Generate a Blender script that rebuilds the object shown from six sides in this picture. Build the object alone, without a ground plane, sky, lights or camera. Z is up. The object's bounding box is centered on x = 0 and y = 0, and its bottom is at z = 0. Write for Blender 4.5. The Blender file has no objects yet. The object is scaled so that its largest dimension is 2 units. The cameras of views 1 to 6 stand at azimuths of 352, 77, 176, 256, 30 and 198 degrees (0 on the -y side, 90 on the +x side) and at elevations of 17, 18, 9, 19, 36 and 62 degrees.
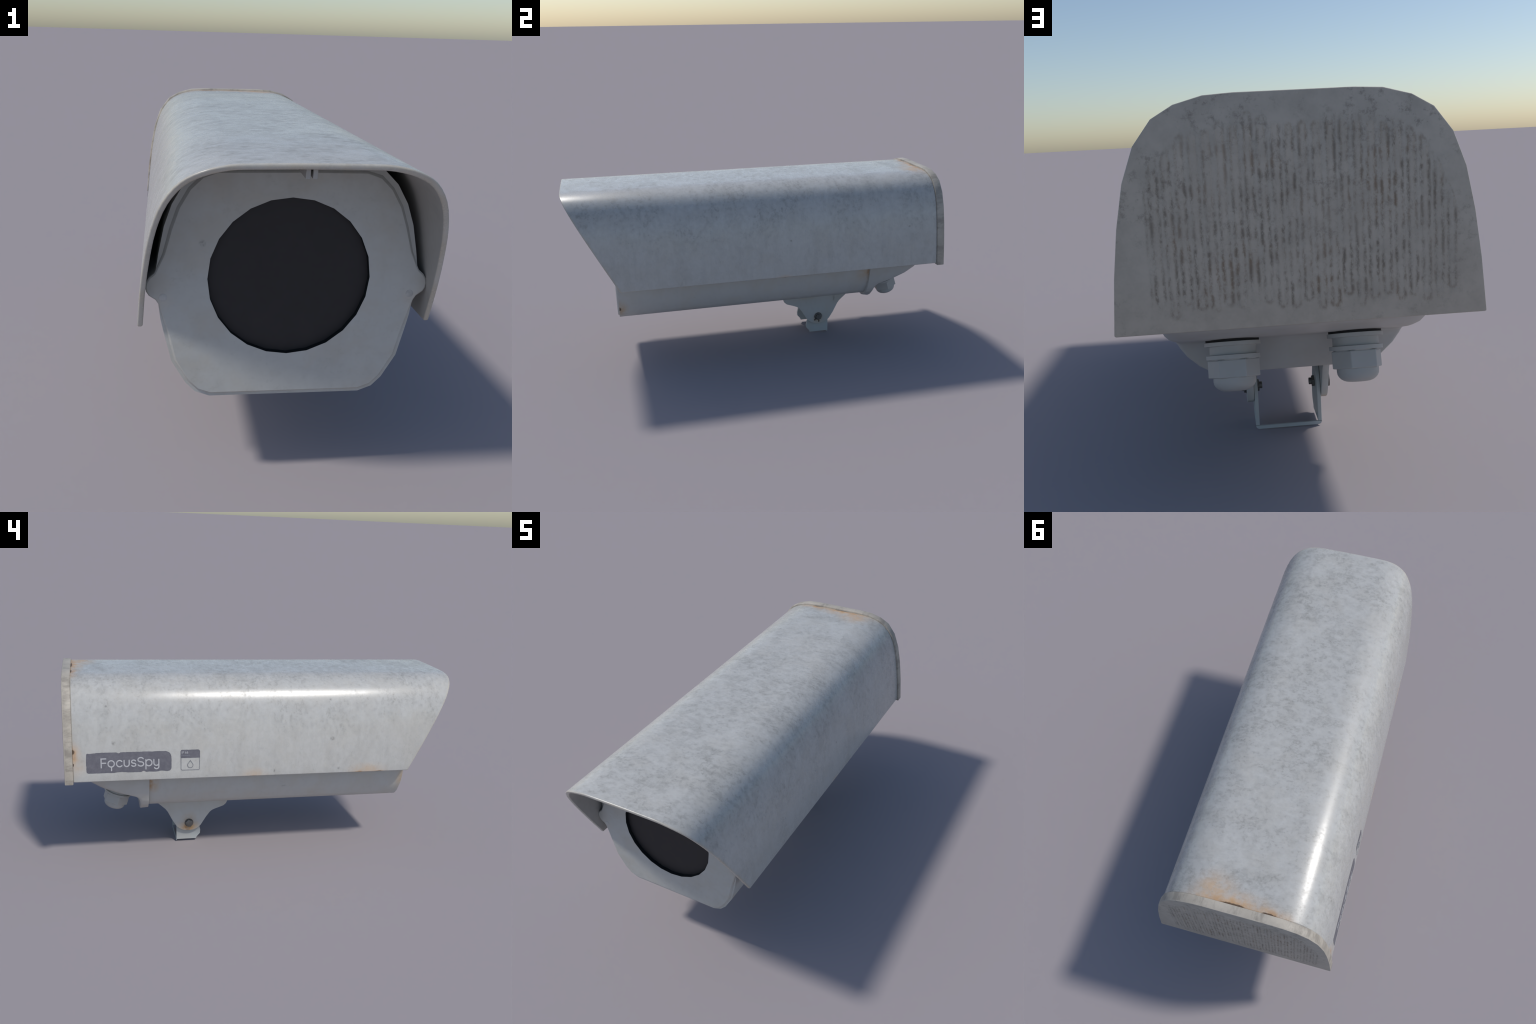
import bpy, bmesh, math, random
from mathutils import Vector, Matrix, noise

random.seed(7)
PI = math.pi

# ------------------------------------------------------------------ helpers
def link(ob, parent=None):
    bpy.context.scene.collection.objects.link(ob)
    if parent is not None:
        ob.parent = parent
    return ob

def mesh_obj(name, verts, faces, mat, parent=None, smooth=35, bevel=0.0, seg=2, bev_angle=40):
    me = bpy.data.meshes.new(name)
    me.from_pydata([tuple(v) for v in verts], [], faces)
    me.update()
    bm = bmesh.new(); bm.from_mesh(me)
    bmesh.ops.remove_doubles(bm, verts=bm.verts, dist=1e-6)
    bmesh.ops.recalc_face_normals(bm, faces=bm.faces)
    bm.to_mesh(me); bm.free()
    return finish(name, me, mat, parent, smooth, bevel, seg, bev_angle)

def finish(name, me, mat, parent, smooth=35, bevel=0.0, seg=2, bev_angle=40):
    ob = bpy.data.objects.new(name, me)
    if mat is not None:
        me.materials.append(mat)
    link(ob, parent)
    if bevel > 0:
        m = ob.modifiers.new("Bevel", 'BEVEL')
        m.width = bevel; m.segments = seg
        m.limit_method = 'ANGLE'; m.angle_limit = math.radians(bev_angle)
        m.harden_normals = False
        dg = bpy.context.evaluated_depsgraph_get()
        new = bpy.data.meshes.new_from_object(ob.evaluated_get(dg))
        ob.modifiers.clear()
        old = ob.data; ob.data = new
        bpy.data.meshes.remove(old)
        new.name = name
    me = ob.data
    for p in me.polygons:
        p.use_smooth = True
    me.set_sharp_from_angle(angle=math.radians(smooth))
    return ob

def offset_poly(pts, d, closed):
    """Offset a 2D polyline to its left by d with mitred corners."""
    n = len(pts); out = []
    for i, p in enumerate(pts):
        a = pts[i-1] if (closed or i > 0) else None
        b = pts[(i+1) % n] if (closed or i < n-1) else None
        ns = []
        for q0, q1 in ((a, p), (p, b)):
            if q0 is None or q1 is None: continue
            dx, dy = q1[0]-q0[0], q1[1]-q0[1]
            L = math.hypot(dx, dy)
            if L > 1e-9: ns.append((-dy/L, dx/L))
        if len(ns) == 1:
            nx, ny = ns[0]; k = 1
        else:
            nx, ny = ns[0][0]+ns[1][0], ns[0][1]+ns[1][1]
            L = math.hypot(nx, ny); nx /= L; ny /= L
            k = 1/max(0.5, nx*ns[0][0]+ny*ns[0][1])
        out.append((p[0]+nx*d*k, p[1]+ny*d*k))
    return out

def mirror_half(half):
    """half: points with x>=0 going from bottom to top; returns the full open arch, +x bottom to -x bottom."""
    return list(half) + [(-x, z) for x, z in reversed(half) if x > 1e-6]

def loft(rings, cap0=True, cap1=True, closed=True):
    verts = []; faces = []
    n = len(rings[0])
    for r in rings: verts += r
    for k in range(len(rings)-1):
        for i in range(n if closed else n-1):
            j = (i+1) % n
            faces.append((k*n+i, k*n+j, (k+1)*n+j, (k+1)*n+i))
    if cap0: faces.append(tuple(range(n)))
    if cap1: faces.append(tuple(range((len(rings)-1)*n, len(rings)*n)))
    return verts, faces

def prism_x(outline, x0, x1):
    return loft([[(x0, y, z) for y, z in outline], [(x1, y, z) for y, z in outline]])

def lerp_tab(tab, t):
    if t <= tab[0][0]: return tab[0][1]
    for (a, va), (b, vb) in zip(tab, tab[1:]):
        if t <= b: return va+(vb-va)*(t-a)/(b-a)
    return tab[-1][1]

# ------------------------------------------------------------------ materials
class NT:
    def __init__(self, name):
        self.mat = bpy.data.materials.new(name)
        self.mat.use_nodes = True
        self.t = self.mat.node_tree
        self.bsdf = next(n for n in self.t.nodes if n.type == 'BSDF_PRINCIPLED')
        self.tc = self.t.nodes.new('ShaderNodeTexCoord')
        self.P = self.tc.outputs['Object']
    def n(self, kind, **kw):
        nd = self.t.nodes.new(kind)
        for k, v in kw.items(): setattr(nd, k, v)
        return nd
    def put(self, sock, v):
        if isinstance(v, bpy.types.NodeSocket): self.t.links.new(v, sock)
        else: sock.default_value = v
    def math(self, op, a, b=None, c=None, clamp=False):
        nd = self.n('ShaderNodeMath', operation=op, use_clamp=clamp)
        self.put(nd.inputs[0], a)
        if b is not None: self.put(nd.inputs[1], b)
        if c is not None: self.put(nd.inputs[2], c)
        return nd.outputs[0]
    def ramp(self, v, lo, hi, a=0.0, b=1.0, smooth=True):
        nd = self.n('ShaderNodeMapRange', clamp=True)
        nd.interpolation_type = 'SMOOTHSTEP' if smooth else 'LINEAR'
        self.put(nd.inputs[0], v)
        for i, x in enumerate((lo, hi, a, b)): self.put(nd.inputs[i+1], x)
        return nd.outputs[0]
    def mapped(self, scale=(1, 1, 1), loc=(0, 0, 0), rot=(0, 0, 0)):
        nd = self.n('ShaderNodeMapping')
        self.put(nd.inputs['Vector'], self.P)
        nd.inputs['Location'].default_value = loc
        nd.inputs['Rotation'].default_value = rot
        nd.inputs['Scale'].default_value = scale
        return nd.outputs[0]
    def noise(self, scale, detail=4, rough=0.55, stretch=(1, 1, 1), loc=(0, 0, 0), dist=0.0):
        nd = self.n('ShaderNodeTexNoise')
        self.put(nd.inputs['Vector'], self.mapped(stretch, loc))
        nd.inputs['Scale'].default_value = scale
        nd.inputs['Detail'].default_value = detail
        nd.inputs['Roughness'].default_value = rough
        nd.inputs['Distortion'].default_value = dist
        return nd.outputs[0]
    def xyz(self):
        nd = self.n('ShaderNodeSeparateXYZ'); self.put(nd.inputs[0], self.P)
        return nd.outputs
    def normal(self):
        nd = self.n('ShaderNodeSeparateXYZ'); self.put(nd.inputs[0], self.tc.outputs['Normal'])
        return nd.outputs
    def mix(self, f, a, b, mode='MIX'):
        nd = self.n('ShaderNodeMix', data_type='RGBA', blend_type=mode)
        self.put(nd.inputs['Factor'], f)
        self.put(nd.inputs['A'], a); self.put(nd.inputs['B'], b)
        return nd.outputs['Result']
    def blob(self, c, r):
        """soft ellipsoid mask: 1 in the middle, 0 at radius r"""
        nd = self.mapped(tuple(1/k for k in r), tuple(-a/k for a, k in zip(c, r)))
        ln = self.n('ShaderNodeVectorMath', operation='LENGTH'); self.put(ln.inputs[0], nd)
        return self.ramp(ln.outputs['Value'], 1.0, 0.0)
    def union(self, vals):
        o = vals[0]
        for v in vals[1:]: o = self.math('MAXIMUM', o, v)
        return o
    def bump(self, h, strength, dist=0.002):
        nd = self.n('ShaderNodeBump')
        nd.inputs['Strength'].default_value = strength
        nd.inputs['Distance'].default_value = dist
        self.put(nd.inputs['Height'], h)
        self.put(self.bsdf.inputs['Normal'], nd.outputs[0])
    def set(self, **kw):
        for k, v in kw.items(): self.put(self.bsdf.inputs[k], v)

def rgb(r, g, b): return (r, g, b, 1.0)

def painted(name, base, dark, warm, amount=1.0, rough=0.36, rust=(), chips=(), marks=(), top_dirt=0.5,
            rust_col=rgb(0.60, 0.40, 0.23), deep=(), edge_warm=None, dirt_z=None):
    """grey gloss paint with cloudy stains, fine mottling, faint runs, rust blooms, chips and small scuffs"""
    m = NT(name)
    cloud = m.noise(4.0, 4, 0.60, (0.7, 1.3, 0.9), dist=0.3)
    mid = m.noise(15.0, 4, 0.62, (0.75, 1.05, 0.8), (6, 3, 1))
    fine = m.noise(44.0, 4, 0.62, (0.75, 1.0, 0.8), (3, 1, 7))
    speck = m.noise(95.0, 3, 0.6, (0.8, 1.0, 0.9), (1, 9, 2))
    nz = m.normal()[2]
    side = m.ramp(m.math('ABSOLUTE', nz), 0.80, 0.25)
    up = m.ramp(nz, 0.25, 0.9, 1.0-top_dirt, 1.0)
    if dirt_z: up = m.ramp(m.math('ADD', m.xyz()[2], m.math('MULTIPLY', m.math('SUBTRACT', cloud, 0.5), 0.25)), dirt_z[0], dirt_z[1], 1.0-top_dirt, 1.0)
    broad = m.ramp(cloud, 0.32, 0.68)
    grain = m.math('ADD', m.math('MULTIPLY', m.ramp(mid, 0.38, 0.70), 0.22),
                   m.math('ADD', m.math('MULTIPLY', m.ramp(fine, 0.41, 0.66), 0.38), m.math('MULTIPLY', m.ramp(speck, 0.45, 0.66), 0.17)))
    dirt = m.math('ADD', m.math('MULTIPLY', broad, 0.10), m.math('MULTIPLY', grain, m.ramp(broad, 0.0, 1.0, 0.72, 1.25)))
    dirt = m.math('MULTIPLY', m.math('MULTIPLY', dirt, up), amount, clamp=True)
    warmf = m.ramp(m.noise(9.0, 5, 0.6, loc=(5, 5, 5)), 0.42, 0.66, 0.0, 0.7)
    col = m.mix(warmf, base, warm)
    streak = m.noise(20.0, 4, 0.65, (1.0, 1.0, 0.10), (2, 4, 0))
    col = m.mix(m.math('MULTIPLY', m.ramp(streak, 0.44, 0.72), m.math('MULTIPLY', side, 0.16*amount)), col, dark)
    col = m.mix(dirt, col, dark)
    spk = m.math('MULTIPLY', m.math('MULTIPLY', m.ramp(speck, 0.54, 0.70), m.ramp(mid, 0.46, 0.62)), m.math('MULTIPLY', up, 0.30*amount))
    col = m.mix(spk, col, rgb(dark[0]*0.66, dark[1]*0.63, dark[2]*0.58))
    if edge_warm is not None:
        col = m.mix(edge_warm(m), col, rgb(0.47, 0.43, 0.36))
    if marks:
        mk = m.union([m.blob(c, r) for c, r in marks])
        mk = m.math('MULTIPLY', m.ramp(mk, 0.0, 0.9), m.ramp(m.noise(90.0, 3, 0.7, loc=(2, 2, 9)), 0.40, 0.60, 0.15, 0.60))
        col = m.mix(mk, col, rgb(0.16, 0.155, 0.15))
    r = None
    if rust:
        r = m.union([m.math('MULTIPLY', m.blob(c, q), k) for c, q, k in rust])
        wob = m.ramp(m.math('ADD', m.math('MULTIPLY', m.noise(17.0, 5, 0.68, loc=(8, 2, 3)), 0.6), m.math('MULTIPLY', fine, 0.4)), 0.34, 0.60, 0.28, 1.0)
        r = m.math('MULTIPLY', r, wob, clamp=True)
        col = m.mix(r, col, rust_col)
    if deep:
        d = m.union([m.math('MULTIPLY', m.blob(c, q), k) for c, q, k in deep])
        d = m.math('MULTIPLY', d, m.ramp(m.noise(30.0, 4, 0.7, loc=(3, 8, 3)), 0.34, 0.62, 0.1, 1.0), clamp=True)
        col = m.mix(d, col, rgb(0.42, 0.225, 0.085))
    if chips:
        ch = m.union([m.blob(c, q) for c, q in chips])
        ch = m.ramp(m.math('ADD', ch, m.math('MULTIPLY', m.math('SUBTRACT', m.noise(70.0, 4, 0.7), 0.5), 1.3)), 0.35, 0.75)
        ch = m.math('MULTIPLY', ch, m.ramp(m.union([m.blob(c, q) for c, q in chips]), 0.0, 0.25))
        col = m.mix(m.math('MULTIPLY', ch, 0.9), col, rgb(0.085, 0.055, 0.036))
    ro = m.math('ADD', m.math('MULTIPLY', dirt, 0.15), rough)
    if rust: ro = m.math('ADD', ro, m.math('MULTIPLY', r, 0.3))
    m.set(**{'Base Color': col, 'Roughness': ro, 'Specular IOR Level': 0.5})
    m.bump(fine, 0.035, 0.0015)
    return m.mat

BASE = rgb(0.515, 0.513, 0.492)
DARK = rgb(0.330, 0.326, 0.308)
WARM = rgb(0.492, 0.480, 0.446)

hood_mat = painted("weathered_hood_paint", BASE, DARK, WARM, 1.0, 0.24, top_dirt=0.52, dirt_z=(0.62, 0.90),
    rust=[((0.04, 0.955, 0.948), (0.27, 0.085, 0.05), 1.0), ((0.12, 0.93, 0.948), (0.14, 0.125, 0.06), 0.8),
          ((-0.12, 0.955, 0.94), (0.10, 0.05, 0.06), 0.9), ((-0.19, 0.96, 0.945), (0.06, 0.05, 0.04), 0.4),
          ((-0.385, 0.955, 0.60), (0.06, 0.05, 0.09), 0.8), ((-0.385, 0.94, 0.55), (0.05, 0.07, 0.07), 0.35),
          ((-0.39, -0.52, 0.478), (0.05, 0.15, 0.060), 0.55), ((-0.39, -0.47, 0.474), (0.05, 0.035, 0.024), 0.9),
          ((-0.39, -0.58, 0.474), (0.05, 0.06, 0.022), 0.6), ((-0.39, 0.08, 0.476), (0.05, 0.10, 0.055), 0.5),
          ((0.39, 0.10, 0.476), (0.05, 0.06, 0.02), 0.4)],
    deep=[((0.05, 0.952, 0.948), (0.17, 0.028, 0.03), 0.55), ((-0.12, 0.952, 0.948), (0.09, 0.022, 0.03), 0.7),
          ((-0.385, 0.956, 0.60), (0.05, 0.022, 0.06), 0.7),
          ((-0.39, -0.475, 0.474), (0.05, 0.03, 0.012), 0.8), ((-0.39, -0.58, 0.474), (0.05, 0.04, 0.010), 0.6)],
    chips=[((0.03, 0.957, 0.948), (0.10, 0.011, 0.03)), ((-0.12, 0.958, 0.947), (0.06, 0.010, 0.03)),
           ((-0.385, 0.957, 0.62), (0.05, 0.014, 0.026)), ((-0.385, 0.958, 0.56), (0.05, 0.010, 0.016)),
           ((-0.39, -0.475, 0.4725), (0.05, 0.034, 0.008)), ((-0.39, -0.58, 0.4735), (0.05, 0.045, 0.010)),
           ((-0.39, 0.09, 0.4725), (0.05, 0.05, 0.007)), ((0.39, 0.10, 0.4725), (0.05, 0.02, 0.008))],
    marks=[((-0.34, -0.31, 0.845), (0.08, 0.012, 0.011)), ((-0.38, -0.32, 0.655), (0.05, 0.022, 0.016)),
           ((-0.39, -0.02, 0.498), (0.05, 0.008, 0.016)), ((-0.38, 0.77, 0.66), (0.05, 0.016, 0.018)),
           ((-0.35, 0.80, 0.83), (0.06, 0.010, 0.010)), ((-0.39, -0.36, 0.50), (0.05, 0.012, 0.012)),
           ((0.375, 0.14, 0.665), (0.04, 0.010, 0.009)), ((0.372, 0.80, 0.69), (0.04, 0.011, 0.009))],
    edge_warm=lambda m: m.math('MULTIPLY', m.ramp(m.math('SUBTRACT',
        m.math('MULTIPLY', m.math('SUBTRACT', m.xyz()[2], 0.4735), -0.545),
        m.math('ADD', m.xyz()[1], 0.745)), -0.016, -0.002), m.ramp(m.noise(12.0, 3), 0.35, 0.65, 0.35, 0.9)))

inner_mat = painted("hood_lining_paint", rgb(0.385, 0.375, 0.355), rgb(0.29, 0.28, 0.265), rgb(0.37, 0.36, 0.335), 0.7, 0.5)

body_mat = painted("housing_paint", rgb(0.51, 0.515, 0.495), rgb(0.41, 0.41, 0.40), rgb(0.50, 0.485, 0.44), 0.6, 0.42,
    rust=[((-0.33, 0.585, 0.42), (0.08, 0.055, 0.08), 0.85), ((0.33, 0.58, 0.43), (0.08, 0.08, 0.10), 0.6),
          ((0.29, -0.745, 0.34), (0.07, 0.05, 0.09), 0.75), ((-0.315, -0.75, 0.40), (0.07, 0.04, 0.12), 0.6),
          ((-0.33, -0.72, 0.47), (0.07, 0.06, 0.05), 0.35), ((0.33, 0.15, 0.47), (0.06, 0.9, 0.03), 0.30)],
    deep=[((-0.33, 0.594, 0.43), (0.08, 0.022, 0.06), 0.9), ((0.33, 0.594, 0.43), (0.08, 0.018, 0.10), 0.7)],
    chips=[((0.285, -0.752, 0.345), (0.03, 0.014, 0.026)),
           ((-0.21, -0.752, 0.273), (0.03, 0.014, 0.010))],
    marks=[((0.33, 0.10, 0.40), (0.03, 0.018, 0.012)), ((-0.32, -0.1, 0.38), (0.03, 0.03, 0.012))], rust_col=rgb(0.50, 0.34, 0.19))

front_mat = painted("front_plate_paint", rgb(0.480, 0.485, 0.465), rgb(0.38, 0.38, 0.365), rgb(0.455, 0.435, 0.39), 0.85, 0.45,
    marks=[((-0.227, -0.762, 0.705), (0.014, 0.05, 0.015))],
    rust=[((-0.335, -0.762, 0.55), (0.05, 0.05, 0.04), 0.12), ((0.335, -0.762, 0.55), (0.05, 0.05, 0.04), 0.12)])

cap_mat = painted("rear_cap_paint", rgb(0.485, 0.485, 0.465), rgb(0.40, 0.40, 0.385), rgb(0.465, 0.45, 0.41), 0.45, 0.45)

tab_mat = painted("lug_paint", rgb(0.505, 0.515, 0.50), rgb(0.40, 0.405, 0.395), rgb(0.49, 0.475, 0.43), 0.5, 0.42,
    rust=[((-0.12, 0.37, 0.095), (0.05, 0.075, 0.050), 1.0), ((-0.12, 0.37, 0.13), (0.05, 0.06, 0.07), 0.45),
          ((0.12, 0.365, 0.10), (0.05, 0.04, 0.05), 0.45), ((0.12, 0.30, 0.26), (0.05, 0.12, 0.05), 0.35)],
    deep=[((-0.12, 0.38, 0.085), (0.05, 0.055, 0.028), 0.75), ((-0.12, 0.3695, 0.116), (0.05, 0.034, 0.034), 0.55), ((0.12, 0.3695, 0.112), (0.05, 0.034, 0.036), 0.6)],
    chips=[((-0.12, 0.380, 0.071), (0.04, 0.034, 0.007)), ((0.12, 0.374, 0.088), (0.04, 0.010, 0.022)), ((0.12, 0.350, 0.095), (0.04, 0.010, 0.014))],
    marks=[((0.12, 0.463, 0.235), (0.04, 0.010, 0.06))], rust_col=rgb(0.50, 0.32, 0.14))

bracket_mat = painted("bracket_paint", rgb(0.445, 0.475, 0.475), rgb(0.36, 0.38, 0.38), rgb(0.45, 0.455, 0.43), 0.4, 0.42)
gland_mat = painted("gland_plastic", rgb(0.420, 0.427, 0.418), rgb(0.35, 0.355, 0.345), rgb(0.42, 0.415, 0.385), 0.4, 0.42)

# back plate: grimy sheet with dirt caught along the edges of its pressed ribs
RIB_P = 0.0285
RIB_R = 0.0080
RIB_BOT = 0.512
def back_plate_material():
    m = NT("back_plate_grime")
    x, y, z = m.xyz()
    wob = m.math('MULTIPLY', m.math('SUBTRACT', m.noise(20.0, 3, 0.6), 0.5), 0.006)
    ph = m.math('FRACT', m.math('DIVIDE', m.math('ADD', m.math('ADD', x, wob), RIB_P*40), RIB_P))
    dx = m.math('MULTIPLY', m.math('SUBTRACT', ph, 0.5), RIB_P)
    ax = m.math('ABSOLUTE', m.math('ADD', x, -0.004))
    lim = m.math('SUBTRACT', 0.903, m.math('MULTIPLY', m.math('POWER', m.math('DIVIDE', ax, 0.342), 5.0), 0.18))
    # every rib holds its grime over a slightly different height
    cell = m.math('FLOOR', m.math('DIVIDE', m.math('ADD', x, RIB_P*40), RIB_P))
    w1 = m.n('ShaderNodeTexWhiteNoise', noise_dimensions='1D'); m.put(w1.inputs['W'], cell)
    w2 = m.n('ShaderNodeTexWhiteNoise', noise_dimensions='1D'); m.put(w2.inputs['W'], m.math('ADD', cell, 51.3))
    lim = m.math('ADD', lim, m.math('MULTIPLY', m.math('SUBTRACT', w1.outputs['Value'], 0.55), 0.035))
    bot = m.math('ADD', RIB_BOT+RIB_R, m.math('MULTIPLY', m.math('SUBTRACT', w2.outputs['Value'], 0.5), 0.030))
    # distance to the outline of the round-ended rib
    dz = m.math('MAXIMUM', m.math('MAXIMUM', m.math('SUBTRACT', z, m.math('SUBTRACT', lim, RIB_R)),
                                  m.math('SUBTRACT', bot, z)), 0.0)
    sd = m.math('SUBTRACT', m.math('SQRT', m.math('ADD', m.math('MULTIPLY', dx, dx), m.math('MULTIPLY', dz, dz))), RIB_R)
    ends = m.math('MULTIPLY', m.ramp(dz, 0.0, 0.006, 1.0, 0.5), m.ramp(m.math('SUBTRACT', lim, z), 0.0, 0.06, 0.45, 1.0))
    line = m.math('MULTIPLY', m.ramp(m.math('ABSOLUTE', sd), 0.0054, 0.0002), ends)
    halo = m.ramp(m.math('ABSOLUTE', sd), 0.010, 0.001)
    patch = m.math('MULTIPLY', m.ramp(m.noise(30.0, 5, 0.75, (1.0, 1, 0.60), (4, 0, 1)), 0.38, 0.60), m.ramp(m.noise(70.0, 3, 0.7, (1.0, 1, 0.5), (9, 0, 1)), 0.34, 0.60, 0.2, 1.0))
    patch2 = m.ramp(m.noise(7.0, 4, 0.65, (1, 1, 0.8), (1, 0, 3)), 0.34, 0.60, 0.42, 1.0)
    back = m.ramp(y, 0.992, 0.9985)
    inside = m.math('MULTIPLY', m.math('MULTIPLY', m.ramp(ax, 0.350, 0.340), m.ramp(x, 0.325, 0.316)), back)
    dl = m.math('MULTIPLY', m.math('MULTIPLY', line, m.ramp(patch, 0, 0.9, 0.13, 1.0)), m.math('MULTIPLY', inside, patch2))
    dh = m.math('MULTIPLY', m.math('MULTIPLY', halo, patch), m.math('MULTIPLY', inside, patch2))
    cloud = m.noise(11.0, 6, 0.7)
    col = m.mix(m.ramp(cloud, 0.34, 0.70), rgb(0.480, 0.437, 0.372), rgb(0.395, 0.360, 0.305))
    dots = m.math('MULTIPLY', m.ramp(m.noise(40.0, 5, 0.75, loc=(6, 6, 6)), 0.50, 0.68), m.ramp(m.noise(6.0, 3, loc=(7, 1, 2)), 0.38, 0.60))
    col = m.mix(m.math('MULTIPLY', m.math('MULTIPLY', dots, back), m.ramp(z, 0.50, 0.88, 0.35, 0.75)), col, rgb(0.21, 0.185, 0.155))
    # brown stains on the turned rim
    rim = m.math('MULTIPLY', m.ramp(m.noise(17.0, 5, 0.7, (1, 0.35, 1), (3, 3, 3)), 0.42, 0.64), m.math('SUBTRACT', 1.0, back))
    col = m.mix(m.math('MULTIPLY', rim, 0.85), col, rgb(0.27, 0.245, 0.21))
    col = m.mix(m.math('MULTIPLY', dh, 0.62), col, rgb(0.24, 0.200, 0.150))
    tone = m.mix(m.ramp(m.noise(9.0, 2, loc=(1, 2, 3)), 0.48, 0.64), rgb(0.115, 0.095, 0.075), rgb(0.19, 0.120, 0.070))
    col = m.mix(m.math('MULTIPLY', dl, 0.62), col, tone)
    m.set(**{'Base Color': col, 'Roughness': 0.5, 'Specular IOR Level': 0.4})
    m.bump(m.math('SUBTRACT', m.noise(90.0, 4), m.math('MULTIPLY', dl, 0.6)), 0.12, 0.002)
    return m.mat
plate_mat = back_plate_material()

def plain(name, col, rough, metal=0.0, spec=0.5, var=0.12):
    m = NT(name)
    k = m.ramp(m.noise(30.0, 4, 0.6), 0.3, 0.7)
    c = m.mix(k, rgb(*[v*(1-var) for v in col]), rgb(*[v*(1+var) for v in col]))
    m.set(**{'Base Color': c, 'Roughness': rough, 'Metallic': metal, 'Specular IOR Level': spec})
    return m.mat

lens_mat = plain("dark_window", (0.0255, 0.0235, 0.0250), 0.55, 0, 0.35, 0.05)
lens_rim_mat = plain("window_recess", (0.010, 0.013, 0.015), 0.6, 0, 0.2)
rubber_mat = plain("black_rubber", (0.016, 0.016, 0.016), 0.7, 0, 0.3)
steel_mat = plain("dark_bolt_steel", (0.16, 0.155, 0.145), 0.45, 0.6, 0.5, 0.3)
screw_mat = plain("painted_screw", (0.44, 0.435, 0.42), 0.5, 0, 0.5, 0.2)

def decal(name, a, b, fade=0.35):
    m = NT(name)
    k = m.ramp(m.noise(45.0, 5, 0.75), 0.35, 0.75)
    m.set(**{'Base Color': m.mix(k, rgb(*a), rgb(*b)), 'Roughness': 0.42})
    return m.mat
label_mat = decal("faded_label_ink", (0.125, 0.123, 0.145), (0.165, 0.163, 0.185))
ink_thin_mat = decal("thin_label_ink", (0.20, 0.205, 0.22), (0.30, 0.305, 0.31))
letter_mat = decal("label_lettering", (0.50, 0.50, 0.51), (0.42, 0.42, 0.44))
small_letter_mat = decal("label_small_lettering", (0.28, 0.285, 0.32), (0.24, 0.245, 0.28))

# ------------------------------------------------------------------ root
root = bpy.data.objects.new("security_camera", None)
root.empty_display_size = 0.2
link(root)
root["label"] = "weathered light grey outdoor security camera with hood and bracket"
root["category"] = "security camera"

# ------------------------------------------------------------------ back plate (end cap of the hood)
PLATE_HALF = [(0.4040, 0.464), (0.3940, 0.5865), (0.3805, 0.6915), (0.3620, 0.785), (0.3345, 0.859),
              (0.2940, 0.912), (0.2470, 0.939), (0.1864, 0.955), (0.1250, 0.9583)]
PLATE = mirror_half(PLATE_HALF)
v, f = loft([[(x, 0.9600, z) for x, z in PLATE], [(x, 1.0, z) for x, z in PLATE]])
plate = mesh_obj("back_plate", v, f, plate_mat, root, smooth=40, bevel=0.004, seg=2, bev_angle=60)

# pressed ribs on the plate: upright, round-ended, slightly raised
rib_mesh = {}
k0 = -12
for k in range(-12, 11):
    xc = (k+0.5)*RIB_P
    top = 0.895-0.18*(abs(xc-0.004)/0.342)**5+random.uniform(-0.002, 0.002)
    bot = RIB_BOT+random.uniform(-0.002, 0.002)
    r = RIB_R
    outline = []
    for i in range(9):
        a = PI*i/8; outline.append((xc+r*math.cos(a), top-r+r*math.sin(a)))
    for i in range(9):
        a = PI+PI*i/8; outline.append((xc+r*math.cos(a), bot+r+r*math.sin(a)))
    inn = offset_poly(outline, 0.0035, True)
    v, f = loft([[(x, 0.9990, z) for x, z in outline], [(x, 1.0001, z) for x, z in outline], [(x, 1.0007, z) for x, z in inn]])
    mesh_obj("rib", v, f, plate_mat, plate, smooth=50)

# ------------------------------------------------------------------ hood (sun shield)
HOOD_T = 0.0145
arch_out = offset_poly(PLATE, 0.0078, False)
def trim(arch, zb):
    a = [list(p) for p in arch]
    for e, nb in ((0, 1), (-1, -2)):
        (x0, z0), (x1, z1) = a[e], a[nb]
        t = (zb-z0)/(z1-z0); a[e] = [x0+(x1-x0)*t, zb]
    return [tuple(p) for p in a]
Z_HB = 0.4735
def rounded(pts, k):
    """centripetal Catmull-Rom through the bend points of the sheet"""
    out = []
    n_ = len(pts)
    for i in range(n_-1):
        p1, p2 = Vector(pts[i]), Vector(pts[i+1])
        p0 = Vector(pts[i-1]) if i > 0 else p1*2-p2
        p3 = Vector(pts[i+2]) if i < n_-2 else p2*2-p1
        t = [0.0]
        for a, b in ((p0, p1), (p1, p2), (p2, p3)): t.append(t[-1]+max(1e-6, (b-a).length**0.5))
        for j in range(k):
            u = t[1]+(t[2]-t[1])*j/k
            A1 = p0*((t[1]-u)/(t[1]-t[0]))+p1*((u-t[0])/(t[1]-t[0]))
            A2 = p1*((t[2]-u)/(t[2]-t[1]))+p2*((u-t[1])/(t[2]-t[1]))
            A3 = p2*((t[3]-u)/(t[3]-t[2]))+p3*((u-t[2])/(t[3]-t[2]))
            B1 = A1*((t[2]-u)/(t[2]-t[0]))+A2*((u-t[0])/(t[2]-t[0]))
            B2 = A2*((t[3]-u)/(t[3]-t[1]))+A3*((u-t[1])/(t[3]-t[1]))
            c = B1*((t[2]-u)/(t[2]-t[1]))+B2*((u-t[1])/(t[2]-t[1]))
            out.append((c.x, c.y))
    out.append(tuple(pts[-1]))
    return out
arch_out = rounded(trim(arch_out, Z_HB), 3)
arch_in = trim(offset_poly(arch_out, HOOD_T, False), Z_HB)
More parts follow.
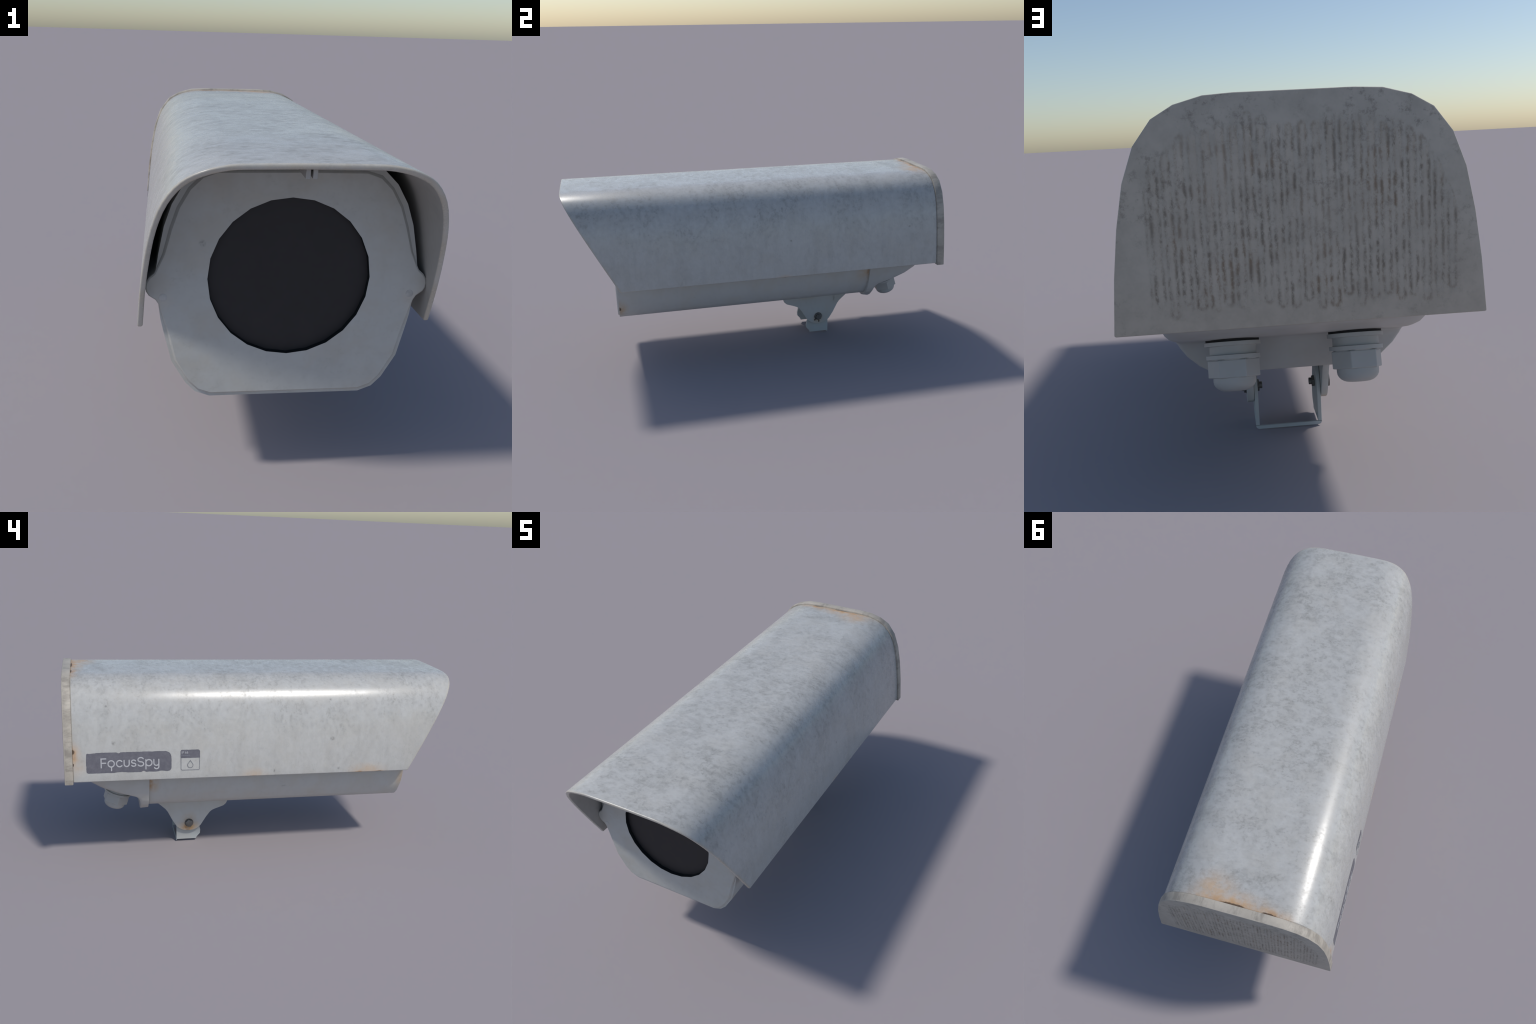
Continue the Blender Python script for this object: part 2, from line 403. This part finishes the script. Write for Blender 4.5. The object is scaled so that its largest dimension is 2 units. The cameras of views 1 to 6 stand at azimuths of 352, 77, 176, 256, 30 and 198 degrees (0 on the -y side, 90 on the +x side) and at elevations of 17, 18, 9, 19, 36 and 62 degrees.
front_y = lambda z: -0.745-0.545*(z-Z_HB)
def clampf(y): return max(y, -0.9995)
ys = [0.0, 0.25, 0.5, 0.75, 1.0]
Y_HE = 0.9605
def hood_rows(arch):
    rows = []
    for t in ys:
        rows.append([(x, clampf(front_y(z))*(1-t)+Y_HE*t, z) for x, z in arch])
    return rows
ro, ri = hood_rows(arch_out), hood_rows(arch_in)
n = len(arch_out)
verts = [p for r in ro for p in r]+[p for r in ri for p in r]
off = n*len(ys); faces = []
for k in range(len(ys)-1):
    for i in range(n-1):
        a, b = k*n+i, k*n+i+1
        faces.append((a, b, b+n, a+n))
        faces.append((off+b, off+a, off+a+n, off+b+n))
L = (len(ys)-1)*n
for i in range(n-1):
    faces.append((i+1, i, off+i, off+i+1))
    faces.append((L+i, L+i+1, off+L+i+1, off+L+i))
for k in range(len(ys)-1):
    for i in (0, n-1):
        faces.append((k*n+i, (k+1)*n+i, off+(k+1)*n+i, off+k*n+i))
hood = mesh_obj("hood", verts, faces, hood_mat, root, smooth=45, bevel=0.0055, seg=4, bev_angle=50)
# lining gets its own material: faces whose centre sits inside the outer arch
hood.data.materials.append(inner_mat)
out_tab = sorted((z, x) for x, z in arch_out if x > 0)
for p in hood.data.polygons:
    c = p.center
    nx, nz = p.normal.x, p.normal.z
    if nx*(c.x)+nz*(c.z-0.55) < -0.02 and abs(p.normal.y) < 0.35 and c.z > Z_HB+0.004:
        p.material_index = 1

hood_side = lambda z: lerp_tab(out_tab, z)

# little twin catch under the hood lip
for xo in (-0.0135, 0.0028):
    pts = [(-0.978, 0.936), (-0.975, 0.912), (-0.80, 0.921), (-0.76, 0.936)]
    v, f = prism_x(pts, xo, xo+0.0107)
    mesh_obj("catch", v, f, inner_mat, hood, smooth=30, bevel=0.0010, seg=1)

# ------------------------------------------------------------------ camera housing
LOW = [(0.0, 0.2725), (0.2060, 0.2725), (0.2440, 0.2870), (0.2700, 0.3140), (0.3070, 0.3790), (0.3270, 0.4640)]
EAR = [(0.3395, 0.5420), (0.3470, 0.5540), (0.3640, 0.5660), (0.3705, 0.5770), (0.3725, 0.5900), (0.3695, 0.6030), (0.3630, 0.6140), (0.3490, 0.6260), (0.3445, 0.6350)]
TOP = [(0.3370, 0.6800), (0.3230, 0.7480), (0.3030, 0.8050), (0.2730, 0.8560), (0.2360, 0.8920), (0.1900, 0.8990), (0.0, 0.9000)]
def close(half): return half+[(-x, z) for x, z in reversed(half) if x > 1e-6]
BODY = close(LOW+EAR+TOP)          # the ears run back along the housing as rails
Y_BF = -0.7545
inn = offset_poly(close(LOW+TOP), 0.016, True)
v, f = loft([[(x, y, z) for x, z in BODY] for y in (Y_BF, -0.3, 0.1, 0.61)], False, True)
vi, fi = loft([[(x, Y_BF+0.0005, z) for x, z in inn], [(x, -0.715, z) for x, z in inn]], False, True)
housing = mesh_obj("housing", v, f, body_mat, root, smooth=42, bevel=0.002, seg=2, bev_angle=60)

# front plate with the two screw ears and the round opening
def inset(half_pts, k):
    """pull the outline inwards: most along the top, a little below, nothing at the ears"""
    n_ = [offset_poly(close(half_pts), d, True) for d in (0.0005, 0.0105, 0.0180)]
    out = []
    for i, (x, z) in enumerate(close(half_pts)):
        ear = min(1.0, max(0.0, (abs(z-0.589)-0.048)/0.06))
        src = n_[1] if (z < 0.59 or z > 0.895) else n_[2]
        a, b = n_[0][i], src[i]
        t = ear*k
        out.append((a[0]+(b[0]-a[0])*t, a[1]+(b[1]-a[1])*t))
    return out
OUT_HALF = LOW+[(0.3345, 0.500)]+EAR+TOP
f0 = inset(OUT_HALF, 1.0)
fb = inset(OUT_HALF, 0.75)
f1 = offset_poly(f0, 0.0035, True)
Y_F0, Y_F1, Y_F2 = -0.7535, -0.7595, -0.7620
rings = [[(x, Y_BF, z) for x, z in close(OUT_HALF)], [(x, Y_BF-0.0008, z) for x, z in fb], [(x, Y_F1, z) for x, z in f0], [(x, Y_F2, z) for x, z in f1]]
v, f = loft(rings, False, False)
LZ, LR, LN = 0.6095, 0.214, 24
me = bpy.data.meshes.new("front_plate")
bm = bmesh.new()
bv = [bm.verts.new(p) for p in v]
for fc in f: bm.faces.new([bv[i] for i in fc])
m_ = len(f0)
outer = bv[3*m_:4*m_]
hole = [bm.verts.new((LR*math.sin(2*PI*i/LN), Y_F2, LZ+LR*math.cos(2*PI*i/LN))) for i in range(LN)]
edges = []
for i in range(m_):
    e = bm.edges.get((outer[i], outer[(i+1) % m_])) or bm.edges.new((outer[i], outer[(i+1) % m_])); edges.append(e)
for i in range(LN): edges.append(bm.edges.new((hole[i], hole[(i+1) % LN])))
bmesh.ops.triangle_fill(bm, use_beauty=True, use_dissolve=False, edges=edges)
bmesh.ops.recalc_face_normals(bm, faces=bm.faces)
bm.to_mesh(me); bm.free()
front = finish("front_plate", me, front_mat, root, smooth=24)

def ring_xz(r, y, n_, zc=LZ, xc=0, ph=0.0):
    return [(xc+r*math.sin(2*PI*i/n_+ph), y, zc+r*math.cos(2*PI*i/n_+ph)) for i in range(n_)]
# window recess and window
v, f = loft([ring_xz(LR, Y_F2+0.0002, LN), ring_xz(LR-0.001, Y_F2+0.022, LN)], False, False)
mesh_obj("window_rim", v, f, lens_rim_mat, front, smooth=20)
v, f = loft([ring_xz(LR-0.0005, Y_F2+0.0165, LN), ring_xz(LR-0.0005, Y_F2+0.021, LN)])
mesh_obj("lens_window", v, f, lens_mat, root, smooth=20)
# push-in screws on the ears
for sx in (-1, 1):
    v, f = loft([ring_xz(0.0105, Y_F2+0.003, 16, 0.561, sx*0.3270), ring_xz(0.0105, Y_F2-0.0004, 16, 0.561, sx*0.3270),
                 ring_xz(0.0080, Y_F2-0.0011, 16, 0.561, sx*0.3270), ring_xz(0.0042, Y_F2-0.0024, 6, 0.561, sx*0.3270)][:3])
    mesh_obj("screw", v, f, screw_mat, front, smooth=30)

# ------------------------------------------------------------------ rear cap of the housing
CAP_HALF = offset_poly(BODY, 0.0, True)
cap_w = [(0.2560, 0.2050), (0.2600, 0.2180), (0.2720, 0.2480), (0.3010, 0.2790), (0.3270, 0.2960), (0.3700, 0.3150),
         (0.4250, 0.3290), (0.4700, 0.3380), (0.5500, 0.3500)]
cap_y = [(0.2560, 0.6380), (0.2720, 0.6385), (0.3000, 0.6400), (0.3220, 0.6440), (0.3390, 0.6520), (0.3500, 0.6660), (0.3570, 0.6900),
         (0.3790, 0.7700), (0.4030, 0.8380), (0.4350, 0.8930), (0.4700, 0.9250), (0.5500, 0.9450)]
zs = sorted(set([z for z, _ in cap_w]+[z for z, _ in cap_y]))
rings = []
for z in zs:
    w, yb = lerp_tab(cap_w, z), lerp_tab(cap_y, z)
    y0 = 0.598
    r = min(0.095, (yb-y0)*0.32)
    ring = [(-w, y0, z), (w, y0, z)]
    for i in range(5):
        a = (PI/2)*i/4; ring.append((w-r*0.9+r*0.9*math.cos(a), yb-r+r*math.sin(a), z))
    for i in range(5):
        a = PI/2-(PI/2)*i/4; ring.append((-(w-r*0.9+r*0.9*math.cos(a)), yb-r+r*math.sin(a), z))
    if z < 0.262:      # the foot's underside slopes down to the rear
        ring = [(x, y, q-0.22*(y-0.612)) for x, y, q in ring]
    rings.append(ring)
v, f = loft(rings)
rear_cap = mesh_obj("rear_cap", v, f, cap_mat, root, smooth=38, bevel=0.002, seg=2, bev_angle=60)

# ------------------------------------------------------------------ cable glands
def lathe(profile, n_, ph=0.0):
    """profile: (radius, length along the axis); the axis is local -z"""
    return loft([[(r*math.cos(2*PI*i/n_+ph), r*math.sin(2*PI*i/n_+ph), -l) for i in range(n_)] for r, l in profile])
def dome_profile(r, l0, l1, rnd):
    pr = [(r, l0), (r, l1-rnd)]
    for i in range(1, 7):
        a = (PI/2)*i/6
        pr.append((r-rnd*1.25*(1-math.cos(a)), l1-rnd+rnd*math.sin(a)))
    return pr
tilt = math.radians(17)
first = None
for sx, rot in ((1, 33), (-1, 22)):
    M = Matrix.Translation((sx*0.156, 0.7466, 0.327)) @ Matrix.Rotation(tilt, 4, 'X')
    if first is None:
        v, f = lathe([(0.0715, -0.0375), (0.0715, -0.0275), (0.0590, -0.0272), (0.0590, -0.0060), (0.0680, -0.0055), (0.0680, 0.0050), (0.0585, 0.0052), (0.0585, 0.0075)], 32)
        g = mesh_obj("cable_gland", v, f, gland_mat, root, smooth=30, bevel=0.0006, seg=1, bev_angle=60)
        v, f = lathe([(0.0675, -0.066), (0.0675, -0.0370)], 32)
        gk = mesh_obj("gasket", v, f, rubber_mat, g, smooth=30)
        v, f = lathe([(0.0640, 0.0068), (0.0655, 0.0075), (0.0655, 0.0500), (0.0560, 0.0515)], 6)
        nt = mesh_obj("gland_nut", v, f, gland_mat, g, smooth=20, bevel=0.0014, seg=1)
        v, f = lathe(dome_profile(0.0535, 0.045, 0.0850, 0.026), 28)
        dm = mesh_obj("gland_cap", v, f, gland_mat, g, smooth=50)
        first = (g, gk, nt, dm)
        objs = first
    else:
        g = first[0].copy(); link(g, root)
        objs = [g]
        for o in first[1:]:
            c = o.copy(); link(c, g); objs.append(c)
    objs[0].matrix_world = M
    objs[2].matrix_local = Matrix.Rotation(math.radians(90-rot), 4, 'Z')

# ------------------------------------------------------------------ mounting lugs under the housing
LUG = [(0.156, 0.276), (0.1620, 0.2345), (0.1690, 0.2190), (0.1825, 0.2072), (0.2290, 0.1905), (0.2440, 0.1840), (0.2560, 0.1745), (0.2770, 0.1455),
       (0.3060, 0.0985), (0.3200, 0.0855), (0.3360, 0.0770), (0.3520, 0.0720), (0.3685, 0.0702), (0.3855, 0.0715), (0.4020, 0.0752), (0.4190, 0.0835), (0.4350, 0.0960),
       (0.4610, 0.1370), (0.4840, 0.1830), (0.4960, 0.2000), (0.5100, 0.2130), (0.5360, 0.2360), (0.5800, 0.276)]
for sx in (1, -1):
    v, f = prism_x(LUG, sx*0.1012, sx*0.1215)
    lug = mesh_obj("mounting_lug", v, f, tab_mat, root, smooth=35, bevel=0.0022, seg=2, bev_angle=50)

# ------------------------------------------------------------------ U bracket
LEG = [(0.4345, 0.0045), (0.4345, 0.0900), (0.4310, 0.1200), (0.4230, 0.1500), (0.4070, 0.1780), (0.3880, 0.1930), (0.3680, 0.1950), (0.3490, 0.1800), (0.3350, 0.1500),
       (0.3200, 0.1150), (0.3090, 0.0830), (0.3040, 0.0600), (0.3055, 0.0410), (0.3235, 0.0205), (0.3255, 0.0110)]
TB = 0.0115; XB = 0.1003; RB = 0.011
# base strip with rounded outer bends
sec_o = [(-XB, 0.0105)]
for i in range(6):
    a = PI+(PI/2)*i/5; sec_o.append((-XB+RB+RB*math.cos(a), RB+RB*math.sin(a)))
sec_o += [(-x, z) for x, z in reversed(sec_o)]
sec_i = [(XB-TB, 0.0105)]
for i in range(4):
    a = -(PI/2)*i/3; sec_i.append((XB-TB-0.0015+0.0015*math.cos(a), 0.0105+0.0005+0.0015*math.sin(a)+0.001))
base_sec = sec_o+[(XB-TB, 0.0112), (-(XB-TB), 0.0112)]
v, f = loft([[(x, 0.4312, z) for x, z in base_sec], [(x, 0.4345, z) for x, z in base_sec]])
bracket = mesh_obj("mounting_bracket", v, f, bracket_mat, root, smooth=40)
for sx in (1, -1):
    v, f = prism_x([(y, z if z > 0.012 or y < 0.43 else 0.0108) for y, z in LEG], sx*(XB-TB), sx*XB)
    mesh_obj("bracket_arm", v, f, bracket_mat, bracket, smooth=35, bevel=0.0012, seg=1, bev_angle=50)

# bolts through the lugs
def rot_ring(r, x, n_, ph=0.0):
    return [(x, 0.3695+r*math.sin(2*PI*i/n_+ph), 0.1160+r*math.cos(2*PI*i/n_+ph)) for i in range(n_)]
def stack(parts):
    V, F = [], []
    for v, f in parts:
        o = len(V); V += v; F += [tuple(i+o for i in q) for q in f]
    return V, F
# near side: hex head on a washer
V, F = stack([
    loft([rot_ring(0.0235, -0.1205, 24), rot_ring(0.0235, -0.1236, 24)]),
    loft([rot_ring(0.0216, -0.1235, 6, 0.25), rot_ring(0.0216, -0.1345, 6, 0.25), rot_ring(0.0200, -0.1362, 6, 0.25)]),
    loft([rot_ring(0.0185, -0.0885, 6, 0.1), rot_ring(0.0185, -0.0815, 6, 0.1)]),
    loft([rot_ring(0.0105, -0.0890, 16), rot_ring(0.0105, -0.0725, 16)])])
mesh_obj("bolt", V, F, steel_mat, bracket, smooth=30, bevel=0.0008, seg=1)
# far side: washer, nut and thread end
V, F = stack([
    loft([rot_ring(0.0230, 0.1205, 24), rot_ring(0.0230, 0.1230, 24)]),
    loft([rot_ring(0.0226, 0.1229, 6, 0.3), rot_ring(0.0226, 0.1290, 6, 0.3)]),
    loft([rot_ring(0.0165, 0.1285, 6, 0.3), rot_ring(0.0165, 0.1355, 6, 0.3), rot_ring(0.0145, 0.1368, 6, 0.3)]),
    loft([rot_ring(0.0185, 0.0885, 6, 0.5), rot_ring(0.0185, 0.0815, 6, 0.5)]),
    loft([rot_ring(0.0105, 0.0890, 16), rot_ring(0.0105, 0.0725, 16)])])
mesh_obj("bolt", V, F, steel_mat, bracket, smooth=30, bevel=0.0008, seg=1)

# ------------------------------------------------------------------ labels on the -x side of the hood
def on_side(y, z, lift): return (-(hood_side(z)+lift), y, z)

def side_sheet(name, outline, lift, mat, parent, thick=0.0006, dens=0.008):
    """thin printed sheet following the curved side of the hood; outline in (y, z)"""
    bm = bmesh.new()
    vs = [bm.verts.new((0, y, z)) for y, z in outline]
    bm.faces.new(vs)
    z0, z1 = min(p[1] for p in outline), max(p[1] for p in outline)
    z = z0+dens
    cuts = [zz for zz, _ in out_tab]
    while z < z1: cuts.append(z); z += dens
    for z in cuts:
        if z0 < z < z1:
            bmesh.ops.bisect_plane(bm, geom=bm.verts[:]+bm.edges[:]+bm.faces[:], plane_co=(0, 0, z), plane_no=(0, 0, 1), dist=1e-6)
    bmesh.ops.triangulate(bm, faces=bm.faces)
    r = bmesh.ops.extrude_face_region(bm, geom=bm.faces[:])
    top = set(g for g in r['geom'] if isinstance(g, bmesh.types.BMVert))
    for v_ in bm.verts:
        x = -(hood_side(v_.co.z)+(lift if v_ in top else lift-thick))
        v_.co.x = x
    bmesh.ops.recalc_face_normals(bm, faces=bm.faces)
    me = bpy.data.meshes.new(name); bm.to_mesh(me); bm.free()
    return finish(name, me, mat, parent, smooth=30)

def worn_rect(y0, y1, z0, z1, r, amp, step=0.004, seed=0, bites=()):
    """rounded rectangle whose edge has crumbled a little (y decreasing to the right)"""
    pts = []
    cs = [((y1+r[2], z1-r[2]), PI/2, 2), ]
    def corner(cy, cz, a0, rr):
        for i in range(6):
            a = a0-(PI/2)*i/5
            pts.append((cy-rr*math.cos(a), cz+rr*math.sin(a)))
    # y0 is the left (+y) edge, y1 the right (-y) edge
    corner(y0-r[0], z1-r[0], PI, r[0]) if False else None
    loop = []
    def arc(cy, cz, rr, a0, a1):
        for i in range(6):
            a = a0+(a1-a0)*i/5
            loop.append((cy+rr*math.cos(a), cz+rr*math.sin(a)))
    arc(y0-r[0], z1-r[0], r[0], 0, PI/2)
    arc(y1+r[1], z1-r[1], r[1], PI/2, PI)
    arc(y1+r[2], z0+r[2], r[2], PI, 1.5*PI)
    arc(y0-r[3], z0+r[3], r[3], 1.5*PI, 2*PI)
    dense = []
    for i, p in enumerate(loop):
        q = loop[(i+1) % len(loop)]
        L_ = math.hypot(q[0]-p[0], q[1]-p[1]); k = max(1, int(L_/step))
        for j in range(k):
            dense.append((p[0]+(q[0]-p[0])*j/k, p[1]+(q[1]-p[1])*j/k))
    yc, zc = (y0+y1)/2, (z0+z1)/2
    out = []
    for (y, z) in dense:
        h = noise.noise(Vector((y*55, z*55, seed)))*0.6+noise.noise(Vector((y*170, z*170, seed+9)))*0.4
        d = amp*max(-0.3, h*1.6)
        for by, bz, br, bd in bites:
            q = math.hypot(y-by, z-bz)/br
            if q < 1: d += bd*(1-q*q)
        L_ = math.hypot(y-yc, z-zc)
        dy = -1 if abs(y-y0) < abs(y-y1) else 1
        # move inwards along the dominant edge normal
        ey = min(abs(y-y0), abs(y-y1)); ez = min(abs(z-z0), abs(z-z1))
        if ez < ey: z += d*(1 if z < zc else -1)
        else: y += d*(1 if y < yc else -1)
        out.append((y, z))
    return out

name_plate = side_sheet("name_label", worn_rect(0.8985, 0.4965, 0.5165, 0.6155, (0.008, 0.022, 0.018, 0.010), 0.0014, 0.004, 3,
    bites=[(0.88, 0.6155, 0.03, 0.003), (0.747, 0.6155, 0.009, 0.005), (0.735, 0.5165, 0.03, 0.003), (0.63, 0.5165, 0.01, 0.005),
           (0.505, 0.605, 0.02, 0.004), (0.54, 0.5165, 0.02, 0.003)]), 0.0010, label_mat, hood)

def ribbon(pts, w, cap=True):
    """outline of a pen stroke of width w with round ends"""
    h = w/2
    closed = math.hypot(pts[0][0]-pts[-1][0], pts[0][1]-pts[-1][1]) < 1e-6
    if closed:
        return None
    Lf, Rt = offset_poly(pts, h, False), offset_poly(pts, -h, False)
    def cap_pts(p, d):
        a0 = math.atan2(d[1], d[0])
        return [(p[0]+h*math.cos(a0+PI/2-PI*i/6), p[1]+h*math.sin(a0+PI/2-PI*i/6)) for i in range(1, 6)]
    d1 = (pts[-1][0]-pts[-2][0], pts[-1][1]-pts[-2][1]); d0 = (pts[0][0]-pts[1][0], pts[0][1]-pts[1][1])
    return Lf+cap_pts(pts[-1], d1)+Rt[::-1]+cap_pts(pts[0], d0)

def strokes_object(name, strokes, w, lift, to_yz, mat, parent):
    """pen strokes as thin raised ribbons; quads along each stroke so curves stay clean"""
    V, F = [], []
    for si, pts in enumerate(strokes):
        closed = math.hypot(pts[0][0]-pts[-1][0], pts[0][1]-pts[-1][1]) < 1e-6
        if closed: pts = pts[:-1]
        A, B = offset_poly(pts, w/2, closed), offset_poly(pts, -w/2, closed)
        n_ = len(pts); lf = lift+0.00012*(si % 7)
        rings = []
        o = len(V)
        for a, b in zip(A, B):
            for (q, l) in ((a, lf), (b, lf), (b, lf-0.0007), (a, lf-0.0007)):
                y, z = to_yz(*q); V.append(on_side(y, z, l))
        for i in range(n_ if closed else n_-1):
            j = (i+1) % n_
            for k in range(4):
                F.append((o+4*i+k, o+4*i+(k+1) % 4, o+4*j+(k+1) % 4, o+4*j+k))
        if not closed:
            for p, nb, idx in ((pts[0], pts[1], 0), (pts[-1], pts[-2], n_-1)):
                a0 = math.atan2(p[1]-nb[1], p[0]-nb[0])
                s = -1 if idx else 1
                c0 = len(V)
                for l in (lf, lf-0.0007):
                    for i in range(7):
                        a = a0-PI/2+PI*i/6
                        y, z = to_yz(p[0]+w/2*math.cos(a), p[1]+w/2*math.sin(a)); V.append(on_side(y, z, l))
                F.append(tuple(c0+i for i in range(7)))
                for i in range(6): F.append((c0+i, c0+i+1, c0+8+i, c0+7+i))
    return mesh_obj(name, V, F, mat, parent, smooth=30)

def arc(cx, cy, rx, ry, a0, a1, n_=18):
    return [(cx+rx*math.cos(math.radians(a0+(a1-a0)*i/n_)), cy+ry*math.sin(math.radians(a0+(a1-a0)*i/n_))) for i in range(n_+1)]
def ess(cx, h0, h1, rx):
    """two joined bowls forming an s between heights h0 and h1"""
    ry = (h1-h0)/4
    return arc(cx, h1-ry, rx, ry, 25, 270, 16)[:-1]+arc(cx, h0+ry, rx*1.04, ry, 90, -155, 16)
letters = [
    [[(480, 0), (480, 207), (590, 207)], [(480, 106), (586, 106)]],
    [arc(715, 86, 74, 74, 0, 360, 28), [(720, 8), (720, -74)]],
    [arc(912, 86, 72, 74, 42, 318, 22)],
    [[(1020, 158)]+arc(1080, 72, 60, 60, 180, 360, 16)+[(1140, 158)]],
    [ess(1246, 12, 160, 48)],
    [ess(1416, 12, 214, 66)],
    [arc(1610, 86, 74, 74, 0, 360, 28), [(1538, 158), (1538, -62)]],
    [[(1730, 158)]+arc(1790, 78, 60, 62, 180, 270, 10)+arc(1790, 78, 60, 62, 270, 330, 6), [(1850, 158)]+arc(1794, -8, 56, 56, 0, -150, 14)],
]
to_yz = lambda px, py: (0.899-(px-130)*0.0001985, 0.5430+py*0.000207)
for st in letters:
    strokes_object("letter", st, 28, 0.0018, to_yz, letter_mat, name_plate)

# rating label: filled header, thin frame, droplet outline, two lines of small print
YA, YB, ZA, ZB, ZH = 0.4520, 0.3575, 0.5160, 0.6185, 0.5785
rating = side_sheet("rating_label", worn_rect(YA, YB, ZH, ZB, (0.008, 0.010, 0.0008, 0.0008), 0.0012, 0.004, 11), 0.0010, label_mat, hood)
ident = lambda y, z: (y, z)
rr = 0.007; ins = 0.0018
fr = [(YA-ins, ZH+0.001)]+arc(YA-ins-rr, ZA+ins+rr, rr, rr, 0, -90, 6)+arc(YB+ins+rr, ZA+ins+rr, rr, rr, -90, -180, 6)+[(YB+ins, ZH+0.001)]
strokes_object("label_frame", [fr], 0.0035, 0.0009, ident, ink_thin_mat, rating)
yc, zc = (YA+YB)/2, 0.5430
drop = [(yc, zc+0.0220)]+[(yc+0.0135*math.cos(math.radians(a)), zc-0.001+0.0135*math.sin(math.radians(a))) for a in range(25, -206, -15)]
drop.append(drop[0])
strokes_object("droplet", [drop], 0.0036, 0.0009, ident, ink_thin_mat, rating)

def small_text(txt, size, y_left, z_base, mat, name):
    cu = bpy.data.curves.new(name, 'FONT'); cu.body = txt; cu.size = size; cu.resolution_u = 3
    cu.extrude = 0.0003
    ob = bpy.data.objects.new(name, cu); link(ob)
    dg = bpy.context.evaluated_depsgraph_get()
    me = bpy.data.meshes.new_from_object(ob.evaluated_get(dg))
    bpy.data.objects.remove(ob); bpy.data.curves.remove(cu)
    for v_ in me.vertices:
        y, z = y_left-v_.co.x, z_base+v_.co.y
        v_.co = Vector(on_side(y, z, 0.0016+(0.0003 if v_.co.z > 0 else -0.0003)))
    bm = bmesh.new(); bm.from_mesh(me)
    bmesh.ops.remove_doubles(bm, verts=bm.verts, dist=1e-6)
    bmesh.ops.recalc_face_normals(bm, faces=bm.faces); bm.to_mesh(me); bm.free()
    me.materials.clear()
    finish(name, me, mat, rating, smooth=30)
small_text("IP 66", 0.0165, YA-0.0040, 0.6000, letter_mat, "rating_print")
small_text("Resistant", 0.0110, YA-0.0040, 0.5880, small_letter_mat, "rating_print")
